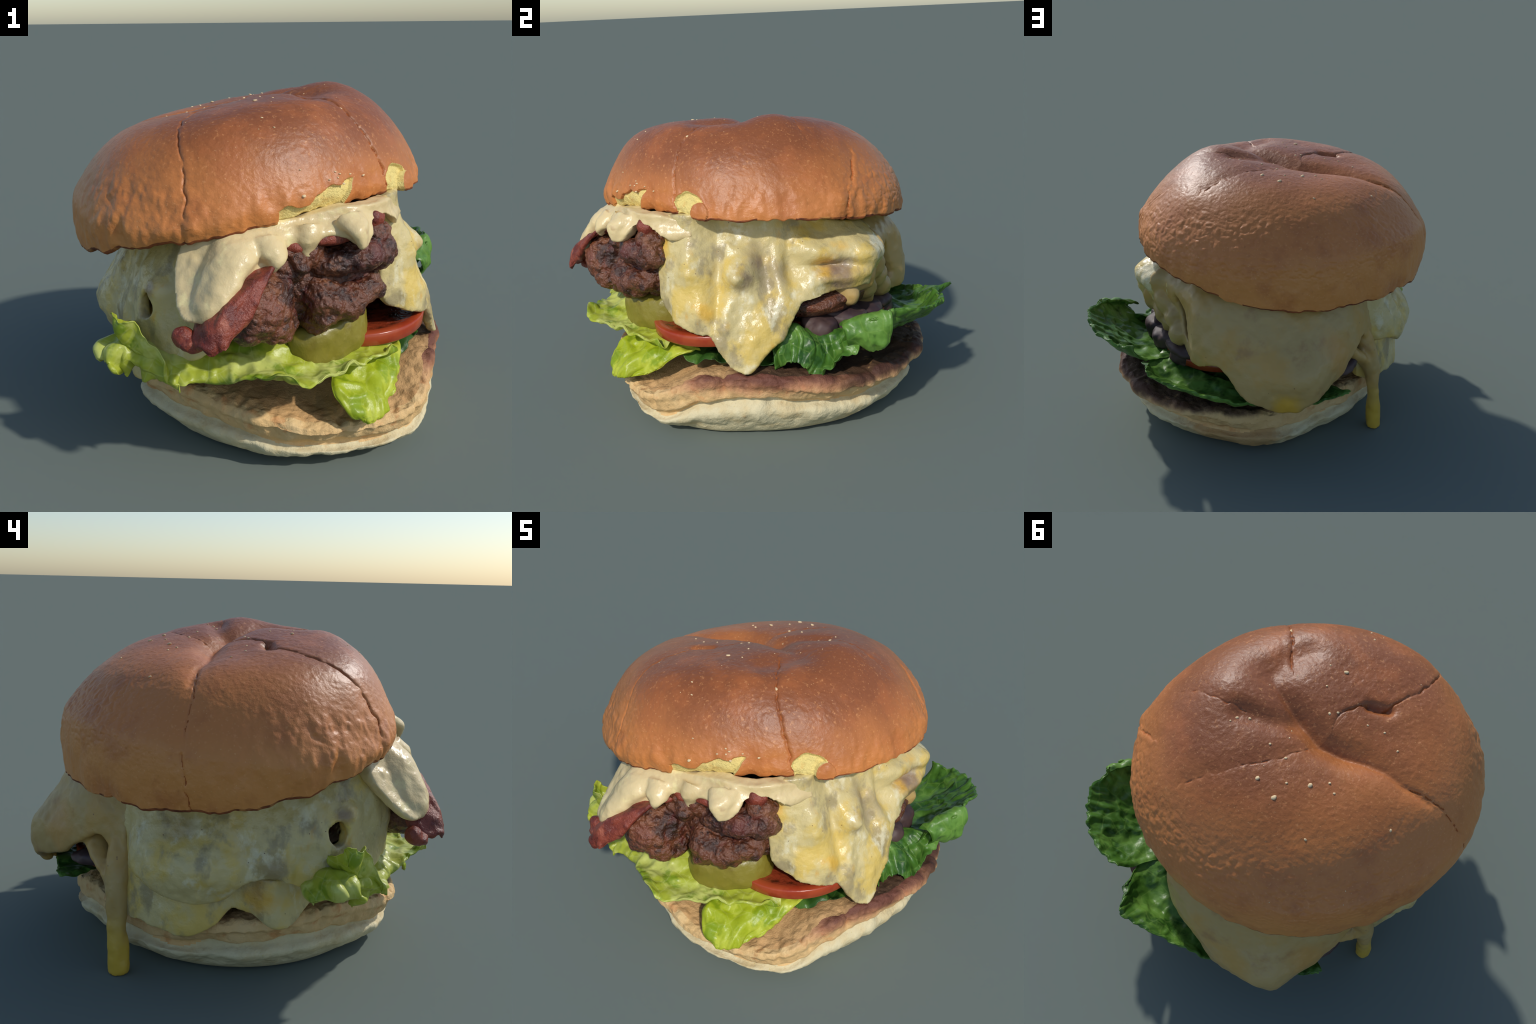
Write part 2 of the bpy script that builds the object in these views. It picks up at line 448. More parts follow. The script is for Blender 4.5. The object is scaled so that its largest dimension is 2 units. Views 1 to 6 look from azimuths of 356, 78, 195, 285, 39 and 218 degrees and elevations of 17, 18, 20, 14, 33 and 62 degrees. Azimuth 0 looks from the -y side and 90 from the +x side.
def meat_material():
    k = Mat("seared_beef", srgb(106, 60, 36), rough=.36, spec=.5, coat=.4, coat_rough=.2)
    k.mix(k.ramp(k.noise(7, 6, .65), .47, .59), srgb(52, 27, 23), .88)
    k.mix(k.ramp(k.noise(10, 6, .7), .53, .65), srgb(140, 88, 56), .7)
    k.mix(k.ramp(k.noise(6, 4), .55, .66), srgb(104, 40, 34), .65)
    k.mix(k.spot((-.10, -.86, .72), .17, .5, 9, .7), srgb(132, 78, 50), .5)
    k.mix(k.spot((.33, -.62, .86), .13, .6, 9, .7), srgb(70, 34, 34), .5)
    k.mix(k.ramp(k.noise(9, 6, .7), .52, .62), srgb(34, 18, 15), .7)
    k.mix(k.ramp(k.noise(22, 6, .7), .57, .66), srgb(26, 14, 12), .8)
    k.mix(k.ramp(k.noise(34, 5, .7), .60, .70), srgb(172, 122, 86), .45)
    k.bump(k.noise(44, 5, .65), .7, .018).bump(k.voronoi(80, 'SMOOTH_F1'), .5, .008)
    k.rough(k.noise(14, 4), .15, .55)
    return k.m

def bacon_material():
    k = Mat("bacon_meat", srgb(136, 62, 44), rough=.38, spec=.5)
    k.mix(k.ramp(k.noise(16, 5, .6, (1, 1, .6)), .46, .60), srgb(92, 32, 26), .8)
    k.mix(k.ramp(k.noise(10, 4), .58, .72), srgb(178, 104, 80), .7)
    k.mix(k.ramp(k.noise(30, 4), .6, .75), srgb(70, 26, 26), .6)
    k.bump(k.noise(34, 5, .65), .6, .02)
    return k.m

def lettuce_material(name, base, light, vein, dark, vscale=13):
    k = Mat(name, base, rough=.36, spec=.45)
    k.mix(k.ramp(k.noise(5, 4), .46, .60), light, .9)
    k.mix(k.ramp(k.noise(8, 4), .52, .64), dark, .85)
    k.mix(k.ramp(k.noise(15, 4), .58, .70), light, .6)
    k.mix(k.ramp(k.voronoi(vscale, 'DISTANCE_TO_EDGE'), .05, .0), vein, .22)
    k.bump(k.voronoi(vscale * 1.6, 'SMOOTH_F1'), .25, .02).bump(k.noise(40, 4), .3, .008)
    k.translucent(.22)
    return k.m

def tomato_material():
    k = Mat("tomato_skin", srgb(164, 70, 38), rough=.25, spec=.5, sss=.1, sss_col=(.03, .008, .004))
    k.mix(k.ramp(k.noise(8, 4), .5, .7), srgb(148, 48, 26), .7)
    k.bump(k.noise(14, 3), .15, .01)
    return k.m

def tomato_flesh_material():
    k = Mat("tomato_flesh", srgb(150, 62, 36), rough=.25, spec=.5)
    k.mix(k.ramp(k.noise(14, 4), .48, .65), srgb(70, 36, 20), .85)
    k.bump(k.noise(20, 4), .5, .02)
    return k.m

def pickle_material():
    k = Mat("pickle", srgb(132, 122, 44), rough=.38, spec=.5, sss=.1, sss_col=(.02, .02, .005))
    k.mix(k.ramp(k.noise(7, 5, .6, (1, 1, .6)), .45, .65), srgb(112, 98, 28), .8)
    k.mix(k.ramp(k.noise(12, 4), .58, .72), srgb(164, 152, 80), .7)
    k.bump(k.noise(14, 4), .3, .02)
    return k.m

def onion_material():
    k = Mat("red_onion", srgb(78, 58, 54), rough=.6, spec=.5)
    k.mix(k.ramp(k.noise(8, 4), .45, .65), srgb(52, 36, 42), .8)
    k.mix(k.ramp(k.noise(11, 4), .6, .72), srgb(120, 98, 84), .7)
    return k.m

def grain_material():
    k = Mat("flour_grain", srgb(226, 200, 156), rough=.7, spec=.3)
    return k.m

CRUST, CRACK, CRUMB, RIM = crust_material(), crack_material(), crumb_material(), rim_material()
BASE, TOAST, INNER = base_material(), toast_material(), inner_toast_material()
CHEESE, SHADE_DARKENED, SAUCE = cheese_material(), shade_darkened_material(), sauce_material()
MEAT, BACON, TOMATO, FLESH, PICKLE, ONION, GRAIN = meat_material(), bacon_material(), tomato_material(), tomato_flesh_material(), pickle_material(), onion_material(), grain_material()
LIGHT_LEAF = lettuce_material("pale_lettuce", srgb(182, 192, 62), srgb(214, 220, 122), srgb(222, 226, 150), srgb(128, 158, 36))
LEAF = lettuce_material("yellow_green_lettuce", srgb(176, 190, 40), srgb(204, 212, 70), srgb(210, 216, 110), srgb(140, 166, 30))
DARK_LEAF = lettuce_material("green_lettuce", srgb(76, 120, 42), srgb(112, 156, 66), srgb(150, 180, 90), srgb(40, 82, 28), 11)
DEEP_LEAF = lettuce_material("deep_green_lettuce", srgb(52, 90, 34), srgb(86, 126, 48), srgb(120, 150, 70), srgb(28, 56, 22), 11)

# ---------------------------------------------------------------- the thing
burger = bpy.data.objects.new("burger", None); link(burger)
burger["label"] = "stacked cheeseburger with bacon, lettuce and dripping melted cheese"
burger["category"] = "burger"

# ---------------------------------------------------------------- top bun
GROOVE = [(.19, -.07, 0), (.03, -.01, 0), (-.11, .04, 0), (-.20, .065, 0), (-.30, .05, 0), (-.39, .02, 0), (-.48, .0, 0), (-.58, .005, 0), (-.69, -.01, 0)]
CRACKS = [
    ([(-.60, .005, 1.36), (-.68, -.02, 1.315), (-.79, -.04, 1.233), (-.852, -.05, 1.15), (-.882, -.053, 1.07), (-.889, -.053, .98), (-.877, -.065, .916), (-.843, -.075, .81)], .0055, .011, .002),
    ([(.10, -.15, 1.43), (.137, -.20, 1.423), (.205, -.303, 1.391), (.25, -.35, 1.37), (.334, -.425, 1.322), (.39, -.465, 1.266), (.436, -.483, 1.207), (.445, -.48, 1.15), (.449, -.461, 1.06)], .0055, .014, .004),
    ([(-.20, -.04, 1.44), (-.191, -.078, 1.447), (-.216, -.128, 1.443), (-.242, -.183, 1.436), (-.318, -.209, 1.425), (-.346, -.253, 1.415), (-.365, -.31, 1.40), (-.41, -.432, 1.362),
      (-.408, -.56, 1.305), (-.400, -.643, 1.253), (-.41, -.694, 1.19), (-.396, -.721, 1.132), (-.402, -.722, 1.062), (-.388, -.701, .96)], .005, .013, .004),
    ([(-.188, .10, 1.445), (-.143, .168, 1.441), (-.076, .264, 1.427), (.022, .351, 1.403), (.062, .411, 1.383), (.167, .505, 1.33)], .004, .007, .002),
    ([(.109, .144, 1.428), (.18, .15, 1.41), (.259, .153, 1.399), (.425, .18, 1.341)], .004, .005, .001),
    ([(.425, .396, 1.281), (.52, .375, 1.21), (.558, .358, 1.186), (.602, .318, 1.117), (.60, .30, 1.0)], .005, .012, .008),
]

def build_top_bun():
    NA = 1200
    A, tt, R0, Z0 = bun_grid(NA)
    R0 = np.maximum(R0, .0015)
    G = np.meshgrid(A, tt, indexing='ij'); sh = G[0].shape
    P = polar(G[0].ravel(), R0.ravel(), Z0.ravel(), BUN_C).reshape(sh + (3,))
    coarse = P[::4, ::3].reshape(-1, 3)
    def lay(line):
        """lay a drawn polyline onto the skin"""
        line = np.asarray(line); x = np.linspace(0, 1, len(line)); q = hermite(np.linspace(0, 1, len(line) * 4), x, line)
        q = coarse[((q[:, None] - coarse[None]) ** 2).sum(-1).argmin(1)]
        return blur(q, 1.2, 0)
    nrm = grid_normals(np.concatenate([P[-1:], P, P[:1]], 0))[1:-1].reshape(-1, 3)
    p = P.reshape(-1, 3)
    out = (p - np.array([BUN_C[0], BUN_C[1], 1.05])); nrm *= np.sign((nrm * out).sum(1))[:, None]
    pole = np.repeat(R0.ravel()[:, None] < .02, 3, 1); nrm = np.where(pole, np.array([-.17, .03, .985]), nrm)
    az, t = G[0].ravel(), G[1].ravel()
    h = .010 * noise(p, 3.2, 1, 2)
    # swelling shoulders either side of the groove
    flat = p * np.array([1, 1, 0])
    d, along, side = seg_dist(flat, GROOVE)
    top = sstep(p[:, 2], 1.12, 1.3)
    wob = noise(p, 7, 5, 2)
    depth = hermite(along, [0, .12, .3, .5, .75, 1], [.004, .018, .038, .044, .022, .002])
    h -= top * depth * np.exp(-(d / .055) ** 2)
    broad = hermite(along, [0, .15, .4, .65, 1], [.006, .012, .018, .008, .0])
    h -= top * broad * np.exp(-(d / .15) ** 2)
    h -= top * .008 * np.exp(-(d / .016) ** 2) * sstep(along, .02, .2)
    for bx, by, bw, bh in ((.28, .08, .16, .026), (-.38, -.34, .20, .008), (.12, -.40, .14, .008)):
        h += top * bh * np.exp(-((p[:, 0] - bx) ** 2 + (p[:, 1] - by) ** 2) / bw ** 2)
    # second, short dent towards the front and a faint ridge on the far side
    for line, w, dp in (([(.15, -.10, 0), (.12, -.20, 0), (.09, -.26, 0)], .07, .022), ([(-.05, .07, 0), (.03, .12, 0), (.14, .16, 0)], .05, .022),
                        ([(-.27, -.20, 0), (-.345, -.235, 0)], .022, .028)):
        dd = seg_dist(flat, line)[0]
        h -= top * dp * np.exp(-(dd / w) ** 2)
    # cracks: a narrow notch with one lip standing proud
    jag = np.stack([noise(p, 26, 11, 2), noise(p, 26, 12, 2), noise(p, 26, 13, 2)], -1) * .010
    crack = np.zeros(len(p), bool)
    for line, w, dp, lip in CRACKS:
        dd, al, sd = seg_dist(p + jag, lay(line))
        fade = sstep(al, 0, .06) * .8 + .2
        h -= .55 * fade * dp * np.exp(-(dd / w) ** 2)
        h += .6 * lip * np.exp(-((dd - .02) / .016) ** 2) * (sd > 0)
        h -= .005 * np.exp(-(dd / .045) ** 2)
        crack |= dd < w * .5
    # baked skin: pebbly band on the far and left sides, dimples above the rim
    band = sstep(p[:, 2], .92, 1.05) * (1 - sstep(p[:, 2], 1.2, 1.34)) * (.06 + .94 * np.clip(np.cos(np.radians(az - 185)) * 1.5, 0, 1))
    peb = np.abs(noise(p * np.array([1, 1, 1.3]), 26, 21, 2))
    h += (.0065 * band) * (peb - .3)
    leftband = sstep(p[:, 2], .88, .98) * (1 - sstep(p[:, 2], 1.12, 1.24)) * np.exp(-((az - 318) / 32) ** 2)
    h += .009 * leftband * noise(p * np.array([1, 1, .7]), 22, 22, 2)
    low = sstep(t, .78, .92)
    h += low * .010 * noise(p * np.array([1, 1, .45]), 17, 23, 2)
    h += .0012 * noise(p, 55, 24, 2)
    # little cut corner at az 310, swollen blister at the torn corner
    h -= .012 * np.exp(-(np.linalg.norm(p - np.array([-.66, -.60, .97]), axis=1) / .05) ** 2)
    # torn places where the pale crumb shows
    azn = az + 5 * noise(p, 11, 31, 2); zn = p[:, 2] + .035 * noise(p, 14, 32, 2)
    rimz = ring(az, BUN)[:, 3]
    tear1 = (np.abs(azn - 19) < 13) & (zn - rimz < .062 + .0022 * (azn - 19)) & (t > .6)
    c2 = p - np.array([.49, -.405, 1.135]); e2 = np.sqrt((c2[:, 0] / .07) ** 2 + (c2[:, 1] / .085) ** 2 + (c2[:, 2] / .085) ** 2) + .35 * noise(p, 13, 33, 2)
    tear2 = e2 < 1
    flake = np.linalg.norm((p - np.array([.545, -.365, 1.115])) / np.array([.05, .06, .055]), axis=1) + .2 * noise(p, 15, 34, 2) < 1
    tear2 &= ~flake
    h -= .016 * tear1 + .016 * tear2 * sstep(e2, 1.0, .85)
    h += .012 * flake
    nib = np.linalg.norm(p - np.array([.585, -.325, 1.085]), axis=1); h += .022 * np.exp(-(nib / .022) ** 2)
    cut = np.linalg.norm(p - np.array([.62, .30, 1.13]), axis=1); h += .018 * np.exp(-(cut / .045) ** 2)
    p = p + nrm * h[:, None]
    # ragged rim
    rimw = sstep(t, .93, 1.0)
    p[:, 2] += rimw * .018 * noise(p, 13, 41, 3)
    p = p.reshape(sh + (3,))
    # underside: roll in and close
    rim = p[:, -1]; ctr = np.array([BUN_C[0], BUN_C[1], 0])
    under = []
    for f, dz in ((.985, -.006), (.965, -.004), (.94, .004), (.85, .012), (.5, .02), (.12, .03)):
        q = ctr + (rim - ctr) * np.array([f, f, 0]); q[:, 2] = rim[:, 2] + dz
        q[:, 2] = q[:, 2] * f ** .5 + (1 - f ** .5) * rim[:, 2].mean(); under.append(q)
    full = np.concatenate([p, np.stack(under, 1)], 1); m = full.shape[1]
    V = full.reshape(-1, 3); F = grid_faces(NA, m, True)
    slot = np.zeros(sh, int)
    slot[crack.reshape(sh)] = 1; slot[(tear1 | tear2).reshape(sh)] = 2
    slot = np.concatenate([slot, np.full((NA, 6), 2)], 1)
    dark = (noise(p[:, -1], 6, 43, 2) > -.35)
    for row in range(sh[1] - 4, sh[1] + 2):
        slot[:, row] = np.where(dark & (slot[:, row] != 2) | (row >= sh[1]) & dark, 3, slot[:, row])
    fs = slot[:, :-1].reshape(-1)
    # close poles
    k = len(V); V = np.vstack([V, V[0::m].mean(0), V[m - 1::m].mean(0)])
    T = tris(F); ts = np.concatenate([fs, fs])
    i = np.arange(NA); j = (i + 1) % NA
    capt = np.stack([i * m, j * m, np.full(NA, k)], 1)
    capb = np.stack([j * m + m - 1, i * m + m - 1, np.full(NA, k + 1)], 1)
    T = np.vstack([T, capt, capb]); ts = np.concatenate([ts, np.zeros(NA, int), np.full(NA, 2)])
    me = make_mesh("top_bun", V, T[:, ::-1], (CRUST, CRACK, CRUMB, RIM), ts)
    ob = link(bpy.data.objects.new("top_bun", me), burger)
    # flour and salt grains stuck to the crown
    S = p.reshape(-1, 3)
    spots = [(.22, -.345, 1.38, 1.4), (-.10, -.27, 1.43, 1.3), (-.157, -.06, 1.45, .9), (-.19, -.08, 1.45, .8), (-.476, -.1, 1.4, .8), (.104, .152, 1.43, 1), (.15, .19, 1.42, 1), (.165, .218, 1.41, .8),
             (-.08, .352, 1.41, 1.5), (-.18, .38, 1.4, 1.8), (-.273, .248, 1.42, 1.3), (-.33, .19, 1.42, .9), (-.37, .214, 1.41, .8), (-.19, .30, 1.42, .7), (-.12, .206, 1.44, .8), (-.036, .2, 1.43, .9),
             (-.083, .12, 1.44, .7), (-.645, .19, 1.32, .9), (-.073, -.16, 1.44, .9), (-.026, -.256, 1.43, .8), (-.315, -.118, 1.43, .7), (-.39, -.133, 1.42, .8), (-.38, .44, 1.35, .9), (-.058, -.545, 1.35, .7),
             (.05, -.71, 1.14, 1.6), (.276, -.602, 1.21, 1.0), (.318, -.584, 1.186, 1.1), (.22, -.631, 1.22, .9), (.20, -.64, 1.205, .8), (.19, -.635, 1.225, .8), (.046, -.681, 1.24, .8), (-.095, -.5, 1.37, .8), (.243, -.633, 1.16, 1.0), (.161, -.668, 1.2, .9)]
    for k in range(14):
        a, tq = rng.uniform(0, 360), rng.uniform(.1, .95)
        q = P[int(a / 360 * NA) % NA, int(tq * .75 * len(tt))]
        spots.append((*q, rng.uniform(.25, .5)))
    V, F, o = [], [], 0
    for n_, (x, y, zz, s) in enumerate(spots):
        c = S[np.argmin(((S - np.array([x, y, zz])) ** 2).sum(1))]
        v, f = ellipsoid(c, np.array([.0080, .0062, .0035]) * s * rng.uniform(.8, 1.2), rng.uniform(0, 360), rng.uniform(-30, 30), 9, 6, 1, n_, .35)
        V.append(v); F.append(f + o); o += len(v)
    g = link(bpy.data.objects.new("flour_grains", make_mesh("flour_grains", np.vstack(V), np.vstack(F), (GRAIN,))), ob)
    g["kind"] = "stuff"
    return ob

# ---------------------------------------------------------------- bottom bun
BASE_C = (.03, .02)
# azimuth: radius on the ground, radius of the crease, its height, lip radius, lip height
HEEL = {0: (.63, .74, .12, .80, .24), 20: (.64, .76, .11, .805, .22), 38: (.66, .79, .12, .83, .25), 55: (.64, .73, .20, .76, .34), 75: (.61, .71, .23, .75, .365), 95: (.62, .71, .20, .775, .325),
        115: (.65, .755, .18, .835, .305), 138: (.67, .79, .18, .865, .31), 158: (.66, .78, .17, .86, .30), 180: (.66, .77, .16, .825, .285), 200: (.66, .77, .15, .79, .27), 225: (.58, .68, .16, .71, .28),
        250: (.56, .67, .15, .69, .26), 275: (.56, .67, .16, .73, .28), 300: (.57, .68, .17, .745, .31), 325: (.59, .69, .18, .745, .33), 345: (.61, .715, .15, .78, .285)}

def build_bottom_bun():
    NA = 720
    A = np.arange(NA) * 360 / NA
    rg, rc, zc, rl, zl = ring(A, HEEL).T
    o = np.ones(NA)
    prof = [(.02 * o, .004 * o), (rg * .9, .003 * o), (rg - .01, .004 * o), (rg + .018, .018 * o), (rg * .45 + rc * .55 + .022, zc * .42), (rc + .018, zc * .78), (rc - .006, zc), (rc + .022, zc + .03),
            (rl * .55 + rc * .45 + .012, zc * .45 + zl * .55), (rl + .004, zl - .035), (rl - .004, zl - .008), (rl - .035, zl + .004), (rl - .085, zl + .008), (rl - .17, .85 * zl + .15 * .34), (.42 * o, .32 + 0 * o), (.02 * o, .32 * o)]
    x = np.concatenate([[0], np.cumsum([.5, .08, .03, .08, .06, .03, .04, .08, .06, .03, .04, .05, .08, .12, .4])])
    rows = np.concatenate([np.linspace(0, x[2], 14), np.linspace(x[2], x[13], 190)[1:], np.linspace(x[13], x[-1], 30)[1:]])
    prof = np.stack([np.stack(q, -1) for q in prof], 0)            # (k, NA, 2)
    RZ = hermite(rows, x, prof)                                       # (rows, NA, 2)
    RZ = np.swapaxes(RZ, 0, 1); sh = RZ.shape[:2]
    P = polar(np.repeat(A, sh[1]), RZ[..., 0].ravel(), RZ[..., 1].ravel(), BASE_C).reshape(sh + (3,))
    nrm = grid_normals(np.concatenate([P[-1:], P, P[:1]], 0))[1:-1].reshape(-1, 3)
    p = P.reshape(-1, 3); row = np.tile(rows, NA); az = np.repeat(A, sh[1])
    c = np.array([BASE_C[0], BASE_C[1], .15]); mid = (row > x[2]) & (row < x[11])
    sgn = np.sign((nrm * (p - c))[mid].sum()); nrm *= sgn
    wall = sstep(row, x[2], x[4]); lip = sstep(row, x[6], x[8]); inner = sstep(row, x[11], x[13])
    ang = np.stack([np.cos(np.radians(az)), np.sin(np.radians(az)), p[:, 2]], -1)
    h = wall * (1 - inner) * .022 * noise(p, 5, 51, 3)
    h += wall * (1 - inner) * .012 * noise(p * np.array([1, 1, .8]), 14, 52, 3)
    h += lip * (1 - inner) * .007 * noise(p * np.array([1, 1, .25]), 30, 53, 2)
    h += inner * .014 * noise(p, 7, 54, 3)
    # crease that wanders, deeper in places
    cz = x[6] + .02 * noise(ang, 3, 55, 2)
    h -= .020 * np.exp(-((row - cz) / .016) ** 2) * (.6 + .5 * noise(ang, 2.5, 56))
    # knife marks across the lip and a coarse torn front corner
    for a0 in (48, 37, 64, 118, 205, 238, 12, 342, 318):
        h -= .012 * np.exp(-((az - a0 + 8 * (p[:, 2] - .25)) / 1.1) ** 2) * lip * (1 - inner)
    ridg = np.abs(noise(p, 9, 57, 3))
    frontal = np.exp(-(((az + 180) % 360 - 180 - 5) / 40) ** 2)
    h += frontal * lip * .018 * (ridg - .3)
    q = p + nrm * h[:, None]
    q[:, 2] = np.where(row < x[3], np.maximum(q[:, 2], 0.0), q[:, 2]); q[:, 2] = np.maximum(q[:, 2], 0.0)
    rag = lip * (1 - sstep(row, x[12], x[13]))
    q[:, 2] += rag * .012 * noise(q, 12, 58, 3)
    V = q; m = sh[1]; F = grid_faces(NA, m, True)
    slot = np.where(row < cz, 0, np.where(row < x[11] + .012 * noise(p, 18, 59, 2), 1, 2)).reshape(sh)[:, :-1].reshape(-1)
    k = len(V); V = np.vstack([V, V[0::m].mean(0), V[m - 1::m].mean(0)])
    T = tris(F); ts = np.concatenate([slot, slot])
    i = np.arange(NA); j = (i + 1) % NA
    T = np.vstack([T, np.stack([i * m, j * m, np.full(NA, k)], 1), np.stack([j * m + m - 1, i * m + m - 1, np.full(NA, k + 1)], 1)])
    ts = np.concatenate([ts, np.zeros(NA, int), np.full(NA, 2)])
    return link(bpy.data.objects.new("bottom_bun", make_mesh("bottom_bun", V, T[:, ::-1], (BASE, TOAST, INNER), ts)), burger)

# ---------------------------------------------------------------- cheese drapes
LEVELS = [.28, .40, .55, .70, .85, 1.0]
WAIST = {30: (.68, .66, .65, .66, .66, .63), 50: (.74, .735, .735, .705, .66, .615), 62: (.77, .76, .735, .685, .615, .51), 73: (.79, .75, .695, .645, .60, .51), 88: (.76, .73, .69, .65, .58, .51), 100: (.72, .71, .69, .675, .585, .51),
         112: (.70, .69, .68, .67, .63, .50), 120: (.69, .69, .715, .72, .70, .55), 129: (.68, .69, .71, .74, .76, .58), 138: (.62, .63, .65, .69, .73, .57), 148: (.64, .66, .66, .66, .69, .56), 158: (.68, .71, .71, .70, .71, .57), 170: (.76, .80, .82, .81, .76, .6), 186: (.86, .89, .88, .835, .765, .6), 202: (.89, .94, .94, .86, .765, .62), 209: (.87, .955, .96, .865, .76, .62), 216: (.82, .88, .90, .84, .75, .62), 224: (.80, .83, .85, .81, .74, .62),
         235: (.73, .77, .785, .76, .70, .60), 245: (.69, .70, .72, .71, .66, .56), 254: (.72, .755, .79, .74, .68, .58), 262: (.74, .775, .815, .745, .68, .58), 272: (.74, .775, .815, .735, .645, .58), 287: (.70, .72, .78, .715, .64, .58), 294: (.70, .72, .77, .73, .66, .59), 302: (.73, .765, .80, .765, .68, .6), 318: (.76, .79, .825, .82, .75, .65), 332: (.75, .79, .82, .825, .785, .68), 342: (.74, .78, .80, .80, .78, .68)}
# lumps in the cheese skin: azimuth, height, push, half-width (degrees), half-height
LUMPS = [(72.5, .805, .045, 4.6, .045), (72, .845, .025, 7, .07), (63, .80, -.045, 3.2, .11), (84, .80, -.050, 4.5, .12), (53, .86, .035, 6, .10), (66, .94, .02, 6, .05), (90, .74, .02, 5, .12),
         (108, .895, .06, 10, .05), (113, .81, -.06, 9, .022), (113, .755, .035, 9, .035), (97, .90, -.03, 3, .06), (78, .55, .02, 9, .12),
         (57, .66, .025, 6, .06), (63.5, .63, -.035, 2.6, .08), (68, .60, .02, 4, .08), (124, .88, .035, 5, .06), (131, .74, -.03, 3, .08), (137, .86, .02, 4, .06), (143, .80, -.02, 2.5, .12), (204, .55, .02, 12, .10),
         (277, .58, .02, 13, .10), (290, .60, -.025, 3, .14), (96, .79, -.055, 5, .08), (307, .66, -.025, 4, .12), (320, .77, .03, 4.5, .05), (313, .55, .015, 6, .12), (327, .7, -.03, 4, .12), (266, .62, -.02, 3, .14), (283, .75, .02, 4, .1)]

def waist(az, z):
    tab = ring(az, WAIST)
    L = np.array(LEVELS); k = np.clip(np.searchsorted(L, z) - 1, 0, len(L) - 2)
    t = np.clip((z - L[k]) / (L[k + 1] - L[k]), 0, 1); i = np.arange(len(az))
    km, kp = np.maximum(k - 1, 0), np.minimum(k + 2, len(L) - 1)
    a, b, c, d = tab[i, km], tab[i, k], tab[i, k + 1], tab[i, kp]
    r = .5 * (2 * b + (c - a) * t + (2 * a - 5 * b + 4 * c - d) * t ** 2 + (3 * b - a - 3 * c + d) * t ** 3)
    for a0, z0, push, wa, wz in LUMPS:
        r = r + push * np.exp(-(((az - a0 + 180) % 360 - 180) / wa) ** 2 - ((z - z0) / wz) ** 2)
    return r

def drape(name, mat, az0, az1, top, bottom, thick=.05, holes=(), off=0.0, seed=0, voxel=.010, smooth=5, wobble=.008, shape=None):
    """thick curtain of melted cheese between two azimuths; top and bottom are {azimuth: height}"""
    step = .6; n = int((az1 - az0) / step) + 1; m = 90
    A = np.linspace(az0, az1, n); tk = sorted(top.items()); bk = sorted(bottom.items())
    T = hermite(A, [a for a, _ in tk], [v for _, v in tk]); B = hermite(A, [a for a, _ in bk], [v for _, v in bk])
    B = B + .018 * noise(np.stack([A * .12, 0 * A, 0 * A + seed], -1), 1, seed, 2)
    s = np.linspace(0, 1, m)
    az = np.repeat(A, m); z = (T[:, None] + (B - T)[:, None] * s).ravel(); sf = np.tile(s, n)
    r = (shape or waist)(az % 360, z) + off
    out = polar(az, r, z); 
    r_in = r - thick * (1 - .35 * sstep(sf, .85, 1))
    inn = polar(az, r_in, z)
    F = grid_faces(n, m)
    keep = np.ones(len(F), bool)
    ce = out[F].mean(1); caz = np.degrees(np.arctan2(ce[:, 0], -ce[:, 1])) % 360
    for a0, z0, wa, wz, tilt in holes:
        da = (caz - a0 + 180) % 360 - 180; dz = ce[:, 2] - z0
        keep &= (((da + tilt * dz * 100) / wa) ** 2 + (dz / wz) ** 2) > 1
    F = F[keep]; N = len(out)
    E = np.vstack([F[:, [0, 1]], F[:, [1, 2]], F[:, [2, 3]], F[:, [3, 0]]])
    key = np.minimum(E[:, 0], E[:, 1]) * N + np.maximum(E[:, 0], E[:, 1])
    _, inv, cnt = np.unique(key, return_inverse=True, return_counts=True)
    bd = E[cnt[inv] == 1]
    side = np.stack([bd[:, 1], bd[:, 0], bd[:, 0] + N, bd[:, 1] + N], 1)
    faces = np.vstack([F, F[:, ::-1] + N, side])
    return np.vstack([out, inn]), tris(faces)

